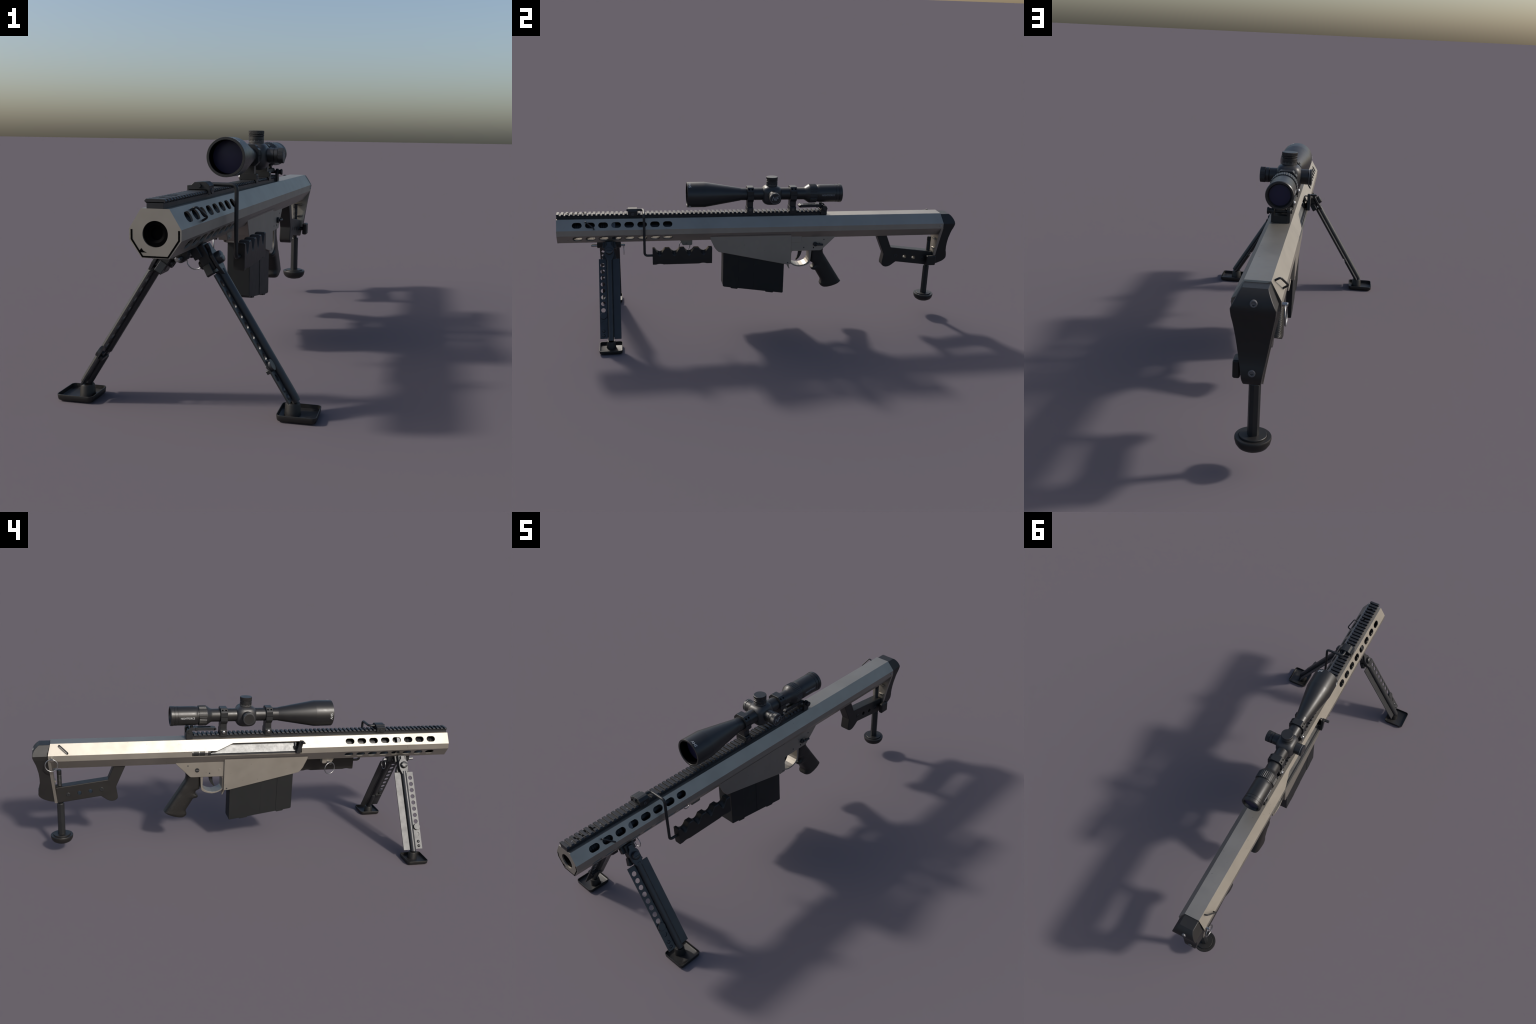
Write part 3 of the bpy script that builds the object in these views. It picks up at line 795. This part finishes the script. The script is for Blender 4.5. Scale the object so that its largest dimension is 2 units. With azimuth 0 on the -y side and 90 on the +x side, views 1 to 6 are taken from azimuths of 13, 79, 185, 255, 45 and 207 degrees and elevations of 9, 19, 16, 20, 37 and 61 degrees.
def leg(sx):
    """one leg in its own frame: s down the leg, y along the rifle, n outwards"""
    top = Vector((sx * 0.0889, 0, 0.3729))
    d = Vector((sx * 0.526, 0, -0.8505)).normalized()
    n = Vector((sx * 0.8505, 0, 0.526)).normalized()
    L = 0.3850
    Y = Vector((0, 1, 0))
    def P(s, y, h):
        return top + d * s + Y * y + n * h
    def slab(name, outline, h0, h1, mat, parent, bevel=0.0006, seg=1):
        bm = bmesh.new()
        A = [bm.verts.new(P(s, y, h0)) for s, y in outline]
        B = [bm.verts.new(P(s, y, h1)) for s, y in outline]
        bm.faces.new(A)
        bm.faces.new(B[::-1])
        for i in range(len(outline)):
            j = (i + 1) % len(outline)
            bm.faces.new((A[i], A[j], B[j], B[i]))
        o = link(mesh_of(bm), name, mat, parent)
        if bevel:
            add_bevel(o, bevel, seg)
        return o
    YC = -0.7590
    tube = lathe("bipod_leg", P(-0.004, YC, 0.0026), d, [(0, 0.0135), (L - 0.005, 0.0135), (L + 0.012, 0.0125)], LEG, bipod, 28)
    fs = slab("perforated_strip", [(0, -0.8085), (L - 0.004, -0.8085), (L - 0.004, -0.7740), (0, -0.7740)], 0.0, -0.0042, LEG, tube, 0)
    bm = bmesh.new()
    for i in range(8):
        c = P(0.0297 + i * 0.03097, -0.7915, 0.01)
        bm_lathe(bm, c, -n, [(0, 0.0104), (0.03, 0.0104)], 28)
    c = P(0.3090, -0.7920, 0.004)
    bm_lathe(bm, c, -n, [(0, 0.0100), (0.0066, 0.0100)], 28)
    cut(fs, bm)
    slab("side_strip", [(0, -0.7440), (L - 0.001, -0.7440), (L - 0.001, -0.7112), (0, -0.7112)], 0.0, -0.0042, LEG, tube)
    slab("web_strip", [(0.002, -0.7760), (L - 0.010, -0.7760), (L - 0.010, -0.7420), (0.002, -0.7420)], -0.0030, -0.0060, LEG, tube, 0)
    # lock button and rivets on the perforated strip
    cyl("lock_button", P(0.2735, -0.7915, -0.002), P(0.2735, -0.7915, 0.0085), 0.0162, LEG, tube, 32, 0.001)
    cyl("button_stem", P(0.2735, -0.7915, -0.010), P(0.2735, -0.7915, -0.001), 0.0060, LEG, tube, 18, 0.001)
    for s in (0.3450, 0.3665):
        lathe("strip_rivet", P(s, -0.7920, -0.001), n, [(0, 0.0076), (0.0014, 0.0074), (0.0034, 0.0058), (0.0046, 0.0030), (0.0050, 0)], LEG, tube, 20, 60)
    # inner sliding sleeves
    lathe("upper_sleeve", P(0.0, YC, -0.0040), d, [(0, 0.0125), (0.2700, 0.0125), (0.2720, 0.0115)], LEG, tube, 24)
    lathe("lower_sleeve", P(0.2870, YC, -0.0050), d, [(0, 0.0105), (0.002, 0.0118), (0.098, 0.0118)], LEG, tube, 24)
    slab("stop_block", [(0.2810, -0.8000), (0.2910, -0.8000), (0.2910, -0.7660), (0.2810, -0.7660)], -0.0042, -0.0150, BLACK, tube)
    # head: outer cheek, inner cheek, knob
    head_o = [(-0.0890, -0.0095), (-0.0760, -0.0100), (-0.0640, -0.0190), (-0.0560, -0.0225), (-0.0250, -0.0225), (-0.0120, -0.0180), (0.0020, -0.0120), (0.0020, 0.0120), (-0.0120, 0.0180), (-0.0250, 0.0225), (-0.0560, 0.0225), (-0.0640, 0.0190), (-0.0760, 0.0100), (-0.0890, 0.0095)]
    hd = slab("leg_head", [(s + 0.0085, YC + y) for s, y in head_o], 0.0135, 0.0040, LEG, tube, 0.0012)
    slab("head_block", [(-0.0870, YC - 0.0200), (-0.0120, YC - 0.0200), (-0.0120, YC + 0.0200), (-0.0870, YC + 0.0200)], 0.0030, -0.0285, BLACK, hd, 0.003)
    lathe("inner_screw", P(-0.0380, YC, -0.0280), -n, [(0, 0.0125), (0.0080, 0.0125), (0.0100, 0.0110), (0.0100, 0.0070), (0.0075, 0.0065), (0.0075, 0)], BLACK, hd, 24)
    slab("head_stop", [(-0.0340, YC - 0.0250), (-0.0060, YC - 0.0330), (-0.0020, YC - 0.0290), (-0.0020, YC + 0.0290), (-0.0060, YC + 0.0330), (-0.0340, YC + 0.0250)], -0.0060, -0.0270, BLACK, hd, 0.001)
    slab("hinge_knuckle", [(-0.0900, YC - 0.0310), (-0.0560, YC - 0.0310), (-0.0560, YC + 0.0310), (-0.0900, YC + 0.0310)], -0.0120, -0.0340, BLACK, hd, 0.001)
    kn = lathe("head_screw", P(-0.0340, YC, 0.0125), n, [(0, 0.0135), (0.0010, 0.0165), (0.0110, 0.0165), (0.0150, 0.0150), (0.0165, 0.0120), (0.0165, 0)], LEG, hd, 32, 35)
    bm = bmesh.new()
    A = [P(-0.0340 + a, YC + b, 0.0265) for a, b in ((-0.0018, -0.03), (0.0018, -0.03), (0.0018, 0.03), (-0.0018, 0.03))]
    va = [bm.verts.new(v) for v in A]
    vb = [bm.verts.new(v + n * 0.01) for v in A]
    bm.faces.new(va)
    bm.faces.new(vb[::-1])
    for i in range(4):
        bm.faces.new((va[i], va[(i + 1) % 4], vb[(i + 1) % 4], vb[i]))
    cut(kn, bm)
    # foot tray
    cx, cy = sx * 0.3065, -0.7595
    def rr(h, r, n=6):
        o = []
        for qx, qy, a0 in ((1, 1, 0), (-1, 1, 90), (-1, -1, 180), (1, -1, 270)):
            o += arc(cx + qx * (h - r), cy + qy * (h - r), r, a0, a0 + 90, n)
        return o
    bm = bmesh.new()
    loops = [(rr(0.0475, 0.012), 0.0), (rr(0.0505, 0.013), 0.0010), (rr(0.0518, 0.013), 0.0035), (rr(0.0530, 0.013), 0.0160), (rr(0.0524, 0.012), 0.0172), (rr(0.0508, 0.011), 0.0172), (rr(0.0500, 0.011), 0.0060), (rr(0.0470, 0.010), 0.0040)]
    VL = [[bm.verts.new((x, y, z)) for x, y in lp] for lp, z in loops]
    for A, B in zip(VL, VL[1:]):
        for k in range(len(A)):
            j = (k + 1) % len(A)
            bm.faces.new((A[k], A[j], B[j], B[k]))
    bm.faces.new(VL[0])
    bm.faces.new(VL[-1])
    foot = link(mesh_of(bm), "leg_foot", POLY, tube, 35)
    bx = sx * 0.2895
    lathe("foot_socket", (bx, -0.7590, 0.0), (0, 0, 1), [(0.003, 0.0232), (0.007, 0.0218), (0.033, 0.0198), (0.037, 0.0180), (0.037, 0)], POLY, foot, 32, 35)
leg(1)
leg(-1)

# child objects keep the rifle's own frame
bpy.context.view_layer.update()
